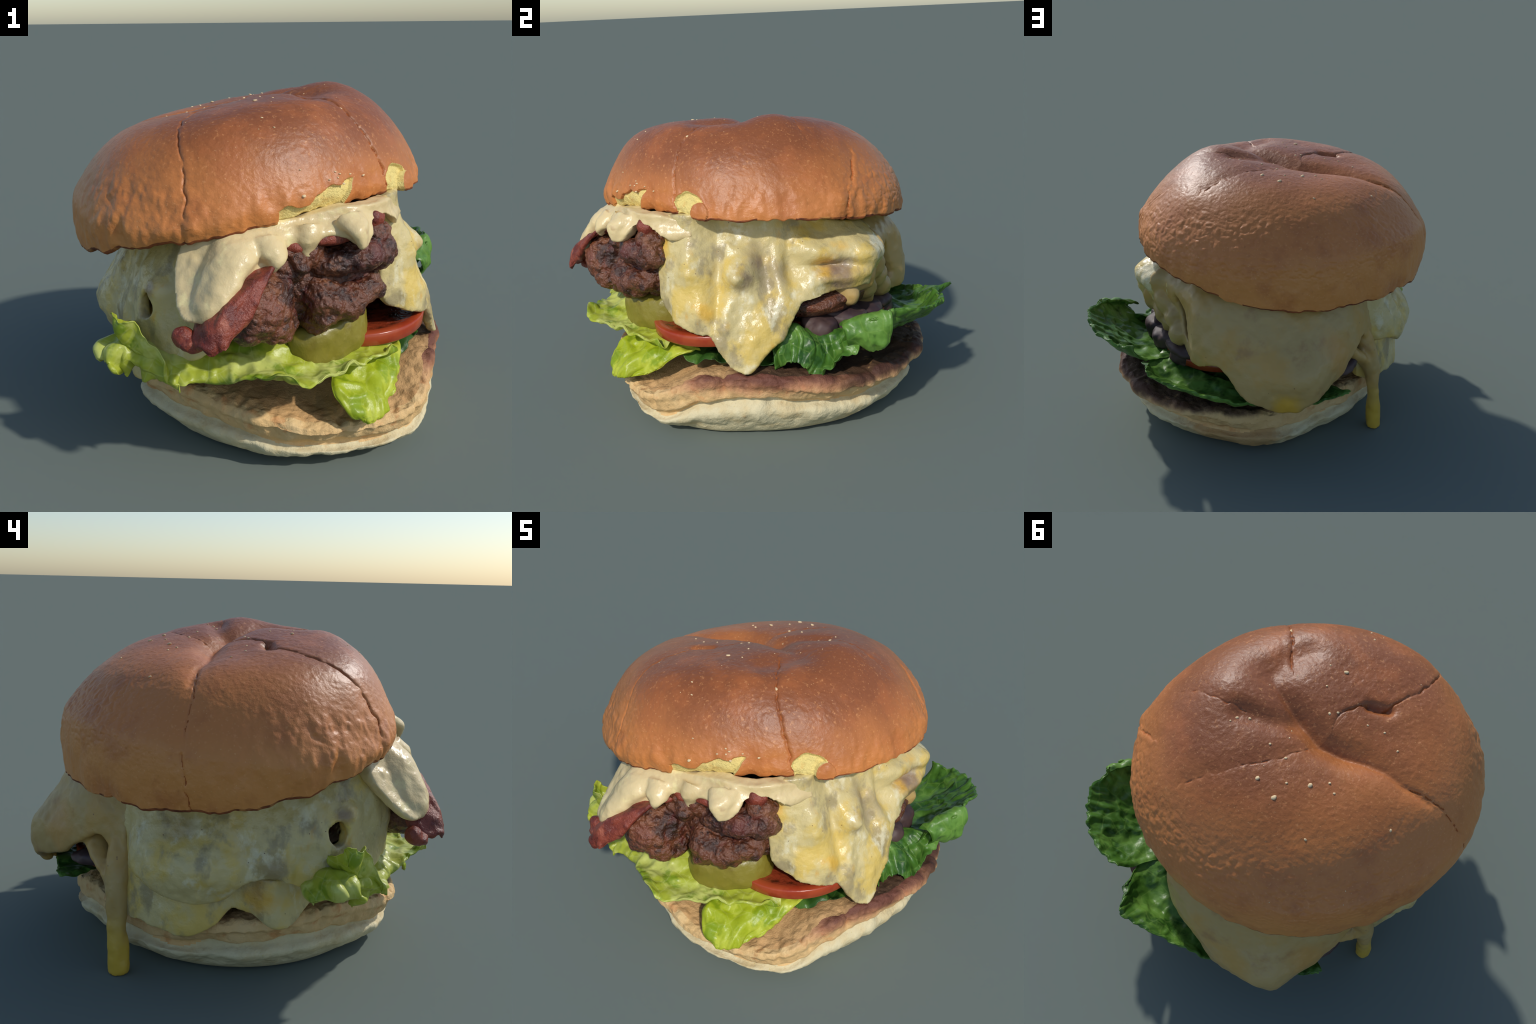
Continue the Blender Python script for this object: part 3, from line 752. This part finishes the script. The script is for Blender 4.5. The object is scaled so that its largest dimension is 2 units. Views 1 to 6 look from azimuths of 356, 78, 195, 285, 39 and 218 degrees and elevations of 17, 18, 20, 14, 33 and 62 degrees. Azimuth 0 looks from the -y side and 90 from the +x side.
def build_cheese():
    parts = []
    right = drape("cheese_slice", CHEESE, 33, 147, {33: 1.02, 40: 1.08, 56: 1.09, 66: 1.07, 100: 1.06, 120: 1.0, 147: .94},
                  {33: .93, 36: .66, 40: .61, 50: .575, 57: .555, 61: .55, 66: .45, 71: .38, 75: .37, 79: .40, 84: .47, 89: .51, 94: .60, 99: .665, 106: .68, 116: .685, 127: .69, 135: .71, 141: .72, 147: .78}, thick=.055, seed=1)
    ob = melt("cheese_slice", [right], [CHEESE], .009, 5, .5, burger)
    relief(ob, lambda v: .014 * noise(v, 8, 61, 3) + .003 * noise(v, 34, 62, 2)); parts.append(ob)
    back = drape("cheese_slice", SHADE_DARKENED, 138, 246, {138: .94, 160: .94, 180: .88, 246: .86},
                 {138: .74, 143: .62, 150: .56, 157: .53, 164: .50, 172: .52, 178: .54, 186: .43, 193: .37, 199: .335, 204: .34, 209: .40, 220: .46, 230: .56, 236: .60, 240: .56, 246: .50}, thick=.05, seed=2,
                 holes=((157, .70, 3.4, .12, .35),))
    # string of cheese running down to the table
    col = tube([(-.53, .31, .72), (-.585, .32, .60), (-.63, .322, .50), (-.665, .324, .40), (-.68, .325, .30), (-.69, .325, .20), (-.69, .32, .10), (-.69, .32, .0)], [.05, .065, .06, .052, .045, .040, .042, .046], 24, 80, .85, (.9, .42, .1))
    web = tube([(-.52, .51, .60), (-.58, .44, .50), (-.64, .36, .41), (-.675, .33, .29)], [.06, .06, .045, .03], 20, 40, .6)
    wall = []
    for k, (a0, z0, rr, s0) in enumerate([(122, .66, .64, .075), (129, .72, .655, .085), (135, .64, .63, .08), (141, .73, .65, .085), (147, .66, .635, .08), (152, .58, .66, .07), (139, .57, .61, .07)]):
        c0 = polar(np.array([a0]), np.array([rr]), np.array([z0]))[0]
        wall.append(ellipsoid(c0, (s0 * .8, s0 * 1.1, s0), a0, 0, 26, 16, 1, 200 + k, .2))
    ob = melt("cheese_slice", [back, col, web] + wall, [SHADE_DARKENED], .009, 6, .5, burger)
    relief(ob, lambda v: (.012 * noise(v, 8, 63, 3) + .0025 * noise(v, 30, 64, 2) + .008 * sstep(v[:, 2], .5, .3) * noise(v * np.array([1, 1, .3]), 24, 69, 2)) * sstep(v[:, 2], -.01, .03))
    v = coords(ob.data); v[:, 2] = np.maximum(v[:, 2], 0); set_coords(ob.data, v); parts.append(ob)
    left = drape("cheese_slice", CHEESE, 244, 340, {244: .88, 270: .86, 300: .92, 320: .97, 340: 1.02},
                 {244: .50, 255: .50, 262: .45, 270: .405, 279: .40, 284: .425, 290: .49, 296: .51, 303: .49, 310: .47, 320: .48, 330: .50, 340: .55}, thick=.06, seed=3,
                 holes=((316.5, .695, 3.0, .05, 0),))
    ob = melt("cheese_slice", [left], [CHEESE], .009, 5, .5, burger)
    relief(ob, lambda v: .022 * noise(v * np.array([1, 1, .7]), 9, 65, 3) + .003 * noise(v, 32, 66, 2)); parts.append(ob)
    low = lambda az, z: ring(az, {236: .68, 250: .745, 266: .765, 278: .735, 287: .68, 300: .745, 312: .71, 330: .68}) + .06 * (.30 - z)
    under = drape("cheese_slice", CHEESE, 240, 318, {240: .50, 318: .50}, {240: .30, 246: .275, 258: .265, 270: .245, 279: .28, 286: .345, 292: .335, 300: .285, 305: .30, 312: .36, 318: .42}, thick=.05, seed=4, shape=low)
    ob = melt("cheese_slice", [under], [CHEESE], .009, 5, .5, burger)
    relief(ob, lambda v: .010 * noise(v, 8, 67, 3)); parts.append(ob)

# ---------------------------------------------------------------- pale sauce at the front
def build_sauce():
    def flare(az, z):
        lean = ring(az, {318: .60, 330: .78, 338: .80, 346: .72, 355: .50, 5: .34, 13: .40, 21: .66, 28: .40, 40: .20, 60: .1})
        return ring(az, {318: .70, 330: .705, 340: .71, 352: .70, 5: .665, 14: .67, 21: .685, 30: .675, 38: .645, 45: .605, 52: .575, 60: .56}) + lean * np.maximum(1.03 - z, -.02) + .022 * np.exp(-((z - .995) / .03) ** 2)
    sheet_ = drape("cheese_sauce", SAUCE, 328, 412, {328: .99, 330: 1.01, 345: 1.04, 365: 1.06, 380: 1.085, 396: 1.085, 412: 1.04},
                   {328: .88, 332: .77, 335: .73, 338: .722, 341: .74, 346: .81, 352: .88, 357: .94, 361: .945, 364.5: .915, 368: .965, 371: .975, 376: .965, 379: .945, 381.5: .93, 384.5: .96, 387: 1.02, 392: 1.03, 398: 1.0, 404: .97, 412: .985},
                   thick=.075, seed=6, shape=flare, off=.02)
    tongue = tube([(-.20, -.60, 1.01), (-.215, -.72, .955), (-.27, -.80, .87), (-.325, -.855, .78), (-.352, -.872, .73)], [.09, .11, .10, .08, .04], 26, 60, .58)
    drips = [tube([(.06, -.68, 1.02), (.06, -.71, .97), (.058, -.705, .92)], [.055, .042, .014], 18, 30, .8), tube([(.22, -.66, 1.04), (.25, -.715, 1.0), (.268, -.725, .935)], [.07, .055, .02], 20, 30, .6),
             tube([(-.09, -.73, .98), (-.075, -.785, .93), (-.085, -.795, .875)], [.07, .055, .02], 18, 30, .7)]
    ob = melt("cheese_sauce", [sheet_, tongue] + drips, [SAUCE], .008, 6, .5, burger)
    relief(ob, lambda v: .010 * noise(v, 9, 71, 3) + .0025 * noise(v, 36, 72, 2))

# ---------------------------------------------------------------- patty
def build_patty():
    def disc():
        a = np.linspace(0, 360, 120, endpoint=False); s = np.linspace(0, 1, 30)
        Aa, Ss = np.meshgrid(a, s, indexing='ij'); th = Ss.ravel() * np.pi
        rr = ring(Aa.ravel(), {0: .68, 30: .66, 60: .55, 90: .52, 120: .55, 140: .56, 160: .62, 180: .66, 210: .66, 240: .62, 270: .60, 300: .62, 330: .68})
        r = rr * np.sin(th) ** .35 + 1e-3; z = .715 + .16 * np.sign(np.cos(th)) * np.abs(np.cos(th)) ** .6
        P = polar(Aa.ravel(), r, z); P[:, 2] += .12 * P[:, 0] - .03 * P[:, 1]
        F = grid_faces(120, 30, True); k = len(P); P = np.vstack([P, P[0::30].mean(0), P[29::30].mean(0)])
        i = np.arange(120); j = (i + 1) % 120
        return P, np.vstack([tris(F), np.stack([i * 30, j * 30, 0 * i + k], 1), np.stack([j * 30 + 29, i * 30 + 29, 0 * i + k + 1], 1)])
    lumps = [((-.12, -.72, .73), (.125, .155, .135), -8, 8), ((-.17, -.74, .685), (.085, .12, .085), 0, 0), ((-.07, -.70, .66), (.10, .13, .075), 0, 0),      # big left lobe
             ((-.01, -.66, .88), (.085, .08, .075), 0, 0), ((.07, -.63, .90), (.06, .07, .06), 0, 0),                                                          # fatty crown
             ((.125, -.64, .715), (.085, .125, .095), 10, 0), ((.10, -.61, .635), (.075, .10, .06), 0, 0), ((.20, -.62, .70), (.10, .10, .07), 25, -12), ((.29, -.58, .735), (.095, .085, .055), 30, -14),   # lower lobes
             ((.17, -.61, .865), (.10, .09, .06), 15, -6), ((.26, -.60, .885), (.10, .095, .065), 25, -8), ((.345, -.545, .88), (.075, .085, .075), 30, 0), ((.33, -.54, .95), (.065, .075, .055), 25, 0),       # upper right lobe
             ((.34, .20, .62), (.29, .32, .09), 10, 0), ((.40, -.02, .62), (.18, .22, .08), 0, 0)]                                                           # underside showing in the right gap
    pieces = [disc()] + [ellipsoid((c[0] * 1.02, c[1] * 1.025, c[2]), r, y, p, 30, 18, 1, 90 + i, .13) for i, (c, r, y, p) in enumerate(lumps)]
    ob = melt("beef_patty", pieces, [MEAT], .0065, 3, .4, burger)
    clefts = [([(-.03, -.76, .90), (-.005, -.78, .85), (.02, -.78, .75), (.035, -.75, .64)], .022, .040), ([(.0, -.77, .845), (.08, -.75, .82), (.20, -.72, .80), (.30, -.67, .795), (.40, -.60, .79)], .016, .030),
              ([(.08, -.74, .93), (.10, -.73, .86)], .014, .030), ([(.20, -.72, .76), (.17, -.74, .68)], .012, .016), ([(.31, -.63, .91), (.34, -.62, .84)], .012, .014)]
    def crag(v):
        front = sstep(-v[:, 1], .2, .45)
        wob = np.stack([noise(v, 14, 84 + i, 2) for i in range(3)], -1) * .02
        h = .019 * noise(v, 11, 81, 3, .6) + .010 * (np.abs(noise(v * np.array([1, 1, 1.3]), 22, 82, 2)) - .3) + .009 * noise(v, 42, 83, 3, .65)
        for line, w, dp in clefts:
            h = h - dp * np.exp(-(seg_dist(v + wob, line)[0] / w) ** 2)
        return front * h + .003
    relief(ob, crag)

# ---------------------------------------------------------------- sheet pieces: bacon and lettuce
def sheet(name, net, mat, nu=150, nv=60, thick=.012, ruffle=0.0, freq=30, ragged=0.0, blister=.006, seed=0, parent=None, edge=True, bscale=12):
    """thin organic sheet lofted through rows of control points; the last row is its free edge"""
    net = np.asarray(net, float)                                        # rows, columns, 3
    R, C = net.shape[:2]
    u = np.linspace(0, 1, nu); v = np.linspace(0, 1, nv)
    def cat(x, k, Y):
        t = x * (k - 1); i = np.clip(np.floor(t).astype(int), 0, k - 2); f = (t - i).reshape((-1,) + (1,) * (Y.ndim - 1))
        p0, p1, p2, p3 = Y[np.maximum(i - 1, 0)], Y[i], Y[i + 1], Y[np.minimum(i + 2, k - 1)]
        return .5 * (2 * p1 + (p2 - p0) * f + (2 * p0 - 5 * p1 + 4 * p2 - p3) * f ** 2 + (3 * p1 - p0 - 3 * p2 + p3) * f ** 3)
    G = cat(v, R, net); G = np.swapaxes(cat(u, C, np.swapaxes(G, 0, 1)), 0, 1)   # nv, nu, 3
    G = np.swapaxes(G, 0, 1)                                             # nu, nv, 3
    p = G.reshape(-1, 3); N = grid_normals(G).reshape(-1, 3)
    uu, vv = np.repeat(u, nv), np.tile(v, nu)
    arc = np.stack([uu * freq, vv * 1.2, 0 * uu + seed * 7.7], -1)
    h = ruffle * vv ** 2 * noise(arc, 1, seed + 100, 2) * 1.8
    h += blister * (np.abs(noise(p, bscale, seed + 101, 2)) * 2 - .6)
    out = np.gradient(G, axis=1).reshape(-1, 3); out /= np.maximum(np.linalg.norm(out, axis=1, keepdims=True), 1e-6)
    p = p + N * h[:, None] + out * (ragged * sstep(vv, .75, 1) * noise(np.stack([uu * freq * 1.6, 0 * uu, 0 * uu + seed], -1), 1, seed + 102, 3))[:, None]
    ends = .5 * thick * (1 - .75 * np.maximum(sstep(vv, .9, 1), np.maximum(sstep(uu, .06, 0), sstep(uu, .94, 1))))
    N2 = grid_normals(p.reshape(nu, nv, 3)).reshape(-1, 3)
    a, b = p + N2 * ends[:, None], p - N2 * ends[:, None]
    F = grid_faces(nu, nv); n = len(p)
    rim = np.concatenate([np.arange(nv), np.arange(1, nu) * nv + nv - 1, (nu - 1) * nv + np.arange(nv - 2, -1, -1), np.arange(nu - 2, 0, -1) * nv])
    q = np.roll(rim, -1)
    faces = np.vstack([F, F[:, ::-1] + n, np.stack([q, rim, rim + n, q + n], 1)])
    me = make_mesh(name, np.vstack([a, b]), faces, (mat,))
    return link(bpy.data.objects.new(name, me), parent or burger)

def build_bacon():
    # main rasher: from under the sauce down over the left shoulder of the patty
    net = [[(-.22, -.66, .90), (-.17, -.73, .89), (-.10, -.76, .90), (-.02, -.74, .93)],
           [(-.31, -.77, .79), (-.26, -.86, .80), (-.19, -.88, .84), (-.08, -.815, .89)],
           [(-.375, -.85, .70), (-.32, -.94, .72), (-.255, -.95, .77), (-.135, -.87, .82)],
           [(-.40, -.875, .645), (-.34, -.965, .65), (-.265, -.995, .67), (-.19, -.925, .72)]]
    sheet("bacon_rasher", np.array(net), BACON, 110, 100, .024, .022, 5, .02, .010, 5, bscale=11)
    ob = melt("bacon_fat_knob", [ellipsoid((-.41, -.872, .675), (.045, .035, .04), 20, 0, 24, 14, 1, 3, .25), ellipsoid((-.375, -.895, .65), (.055, .04, .032), 20, 10, 24, 14, 1, 4, .25)], [BACON], .007, 4, .5, burger)
    relief(ob, lambda v: .004 * noise(v, 25, 91, 2))
    bits = [((.325, -.575, 1.005), (.055, .045, .05), 30), ((.16, -.675, .965), (.085, .035, .024), 15), ((.0, -.70, .945), (.05, .035, .028), -5)]
    ob = melt("bacon_bits", [ellipsoid(c, r, y, 0, 24, 14, 1, 7 + i, .25) for i, (c, r, y) in enumerate(bits)], [BACON], .008, 2, .5, burger)
    relief(ob, lambda v: .006 * noise(v, 25, 92, 2))

def build_vegetables():
    # pickle slice leaning out under the patty
    ob = melt("pickle_slice", [ellipsoid((.165, -.56, .535), (.205, .115, .10), 35, -9, 48, 28, .55)], [PICKLE], .008, 5, .5, burger)
    relief(ob, lambda v: .010 * noise(v, 9, 93, 3) + .003 * noise(v, 30, 95, 2))
    def slice_(name, c, rad, th, tiltx, tilty, seed):
        n = 90; A = np.linspace(0, 2 * np.pi, n, endpoint=False)
        prof = [(.02, th * .5 - .012), (.80, th * .5 - .012), (.90, th * .5), (.985, th * .46), (1, th * .38), (.99, -th * .38), (.975, -th * .46), (.9, -th * .5), (.02, -th * .5)]
        rr = rad * (1 + .03 * noise(np.stack([np.cos(A), np.sin(A), 0 * A], -1), 1.5, seed))
        P = np.stack([np.stack([rr * f * np.cos(A), rr * f * np.sin(A), z + 0 * A], -1) for f, z in prof], 1)
        m = len(prof); p = P.reshape(-1, 3)
        p[:, 2] += tiltx * p[:, 0] + tilty * p[:, 1]; p += np.array(c)
        F = grid_faces(n, m, True); sl = np.tile(np.array([1, 1, 0, 0, 0, 0, 0, 1]), n)
        me = make_mesh(name, p, F[:, ::-1], (TOMATO, FLESH), sl)
        return link(bpy.data.objects.new(name, me), burger)
    slice_("tomato_slice", (.30, -.24, .505), .345, .062, .03, .02, 1)
    slice_("tomato_slice", (-.28, .38, .445), .31, .06, .0, .0, 2)
    slice_("tomato_slice", (.14, .34, .45), .36, .05, .0, .0, 3)
    for c, r, y, s in (((.46, .30, .55), (.15, .12, .024), 60, 1), ((.30, .54, .50), (.16, .12, .03), 130, 2), ((-.48, .44, .45), (.12, .18, .035), 30, 3), ((.40, .42, .49), (.16, .16, .03), 90, 4), ((.56, .20, .49), (.10, .09, .06), 20, 5), ((.52, .34, .50), (.11, .10, .065), 50, 6), ((.43, .47, .49), (.10, .11, .06), 40, 7), ((.26, .60, .46), (.12, .08, .055), 0, 8)):
        ob = melt("onion_slice", [ellipsoid(c, r, y, 8, 40, 20, .6, s, .1)], [ONION], .01, 3, .5, burger)
        relief(ob, lambda v: .014 * noise(v, 14, 94, 3))

def build_lettuce():
    # hidden bed of leaf under the fillings
    A = np.linspace(0, 360, 17)
    bed_r = ring(A, {0: .74, 30: .66, 60: .68, 90: .68, 120: .70, 150: .70, 180: .72, 210: .70, 240: .62, 270: .62, 300: .62, 330: .70})
    bed_z = ring(A, {0: .44, 45: .40, 90: .38, 135: .40, 180: .385, 215: .36, 250: .36, 300: .38, 330: .40})
    rows = []
    for f, dz in ((.15, .03), (.55, .02), (.85, .01), (1, 0)):
        rows.append(polar(A, bed_r * f, bed_z + dz))
    sheet("lettuce_leaf", rows, DEEP_LEAF, 420, 50, .012, .03, 60, .02, .010, 11)
    # long pale leaf along the front, ruffled at its left end
    net = [[(-.50, -.44, .56), (-.46, -.56, .54), (-.36, -.60, .54), (-.20, -.62, .57), (-.02, -.62, .55), (.14, -.58, .48), (.28, -.52, .47), (.40, -.42, .47)],
           [(-.60, -.54, .60), (-.56, -.63, .53), (-.42, -.70, .50), (-.22, -.72, .50), (-.03, -.74, .475), (.14, -.70, .45), (.30, -.60, .455), (.43, -.50, .46)],
           [(-.68, -.62, .64), (-.62, -.69, .54), (-.44, -.735, .465), (-.23, -.785, .47), (-.04, -.85, .465), (.12, -.78, .455), (.30, -.66, .45), (.46, -.54, .44)],
           [(-.70, -.655, .675), (-.60, -.72, .64), (-.44, -.765, .445), (-.23, -.815, .445), (-.04, -.915, .505), (.12, -.84, .46), (.32, -.69, .455), (.46, -.56, .45)]]
    sheet("lettuce_leaf", net, LIGHT_LEAF, 260, 70, .014, .036, 12, .035, .014, 12)
    # its fallen skirt at the left corner
    net = [[(-.52, -.42, .50), (-.54, -.52, .53), (-.52, -.60, .53), (-.46, -.66, .50), (-.38, -.70, .47)],
           [(-.62, -.46, .48), (-.66, -.58, .56), (-.61, -.66, .55), (-.53, -.71, .51), (-.42, -.75, .46)],
           [(-.68, -.49, .46), (-.73, -.63, .54), (-.66, -.69, .52), (-.56, -.74, .48), (-.44, -.79, .44)],
           [(-.70, -.51, .44), (-.735, -.665, .50), (-.645, -.66, .45), (-.555, -.70, .43), (-.42, -.77, .415)]]
    sheet("lettuce_leaf", net, LIGHT_LEAF, 170, 60, .014, .045, 9, .03, .016, 13)
    # yellow tongue over the heel at the front right
    net = [[(.22, -.50, .42), (.33, -.46, .43), (.44, -.42, .43), (.50, -.38, .42)],
           [(.17, -.66, .41), (.30, -.60, .405), (.41, -.53, .41), (.50, -.46, .415)],
           [(.155, -.75, .375), (.28, -.72, .36), (.39, -.63, .355), (.47, -.53, .37)],
           [(.19, -.79, .32), (.285, -.80, .29), (.37, -.72, .30), (.44, -.58, .325)],
           [(.24, -.80, .275), (.295, -.80, .25), (.36, -.75, .265), (.42, -.64, .29)]]
    sheet("lettuce_leaf", net, LEAF, 130, 90, .014, .012, 10, .015, .016, 14)
    # green frills right of the cheese tip
    net = [[(.50, -.10, .44), (.52, .04, .46), (.54, .16, .46), (.56, .28, .46)],
           [(.60, -.08, .47), (.62, .05, .54), (.64, .18, .48), (.68, .30, .50)],
           [(.66, -.06, .45), (.69, .07, .50), (.72, .18, .40), (.75, .32, .50)],
           [(.69, -.05, .36), (.75, .03, .42), (.785, .13, .36), (.81, .34, .49)]]
    sheet("lettuce_leaf", net, DARK_LEAF, 150, 70, .014, .03, 12, .02, .016, 15)
    # big cupped leaf standing off the right side, its rim rising outwards
    net = [[(.50, .16, .42), (.50, .28, .42), (.46, .38, .42), (.40, .48, .43), (.34, .58, .44)],
           [(.66, .23, .44), (.66, .37, .45), (.62, .50, .455), (.54, .60, .455), (.43, .70, .455)],
           [(.755, .27, .52), (.77, .43, .535), (.725, .58, .545), (.625, .71, .52), (.465, .775, .49)],
           [(.80, .29, .57), (.84, .45, .62), (.79, .635, .615), (.68, .765, .59), (.49, .815, .55)],
           [(.81, .31, .59), (.86, .46, .66), (.815, .655, .645), (.70, .78, .615), (.485, .84, .58)]]
    sheet("lettuce_leaf", net, DARK_LEAF, 200, 90, .014, .02, 14, .025, .014, 16)
    # the near side of its rim folds down in a pale tongue
    net = [[(.72, .25, .56), (.79, .37, .62), (.84, .46, .65)], [(.77, .25, .57), (.83, .37, .625), (.865, .455, .645)], [(.80, .26, .52), (.86, .36, .55), (.885, .45, .58)], [(.78, .27, .47), (.835, .375, .458), (.87, .44, .50)]]
    sheet("lettuce_leaf", net, DARK_LEAF, 80, 60, .014, .012, 5, .015, .012, 17)
    # low leaf sweeping round the back
    net = [[(.42, .56, .46), (.28, .64, .42), (.10, .70, .40), (-.10, .72, .38), (-.30, .66, .37), (-.44, .54, .36)],
           [(.46, .72, .45), (.32, .83, .41), (.12, .85, .38), (-.10, .80, .36), (-.34, .70, .36), (-.50, .56, .36)],
           [(.43, .80, .50), (.34, .89, .49), (.15, .92, .44), (-.08, .87, .37), (-.40, .73, .36), (-.58, .60, .365)],
           [(.40, .86, .535), (.34, .985, .545), (.19, .975, .48), (-.06, .91, .41), (-.42, .76, .36), (-.62, .625, .37)]]
    sheet("lettuce_leaf", net, DARK_LEAF, 240, 70, .014, .018, 18, .02, .012, 19)

build_top_bun()
build_bottom_bun()
build_cheese()
build_sauce()
build_patty()
build_bacon()
build_vegetables()
build_lettuce()
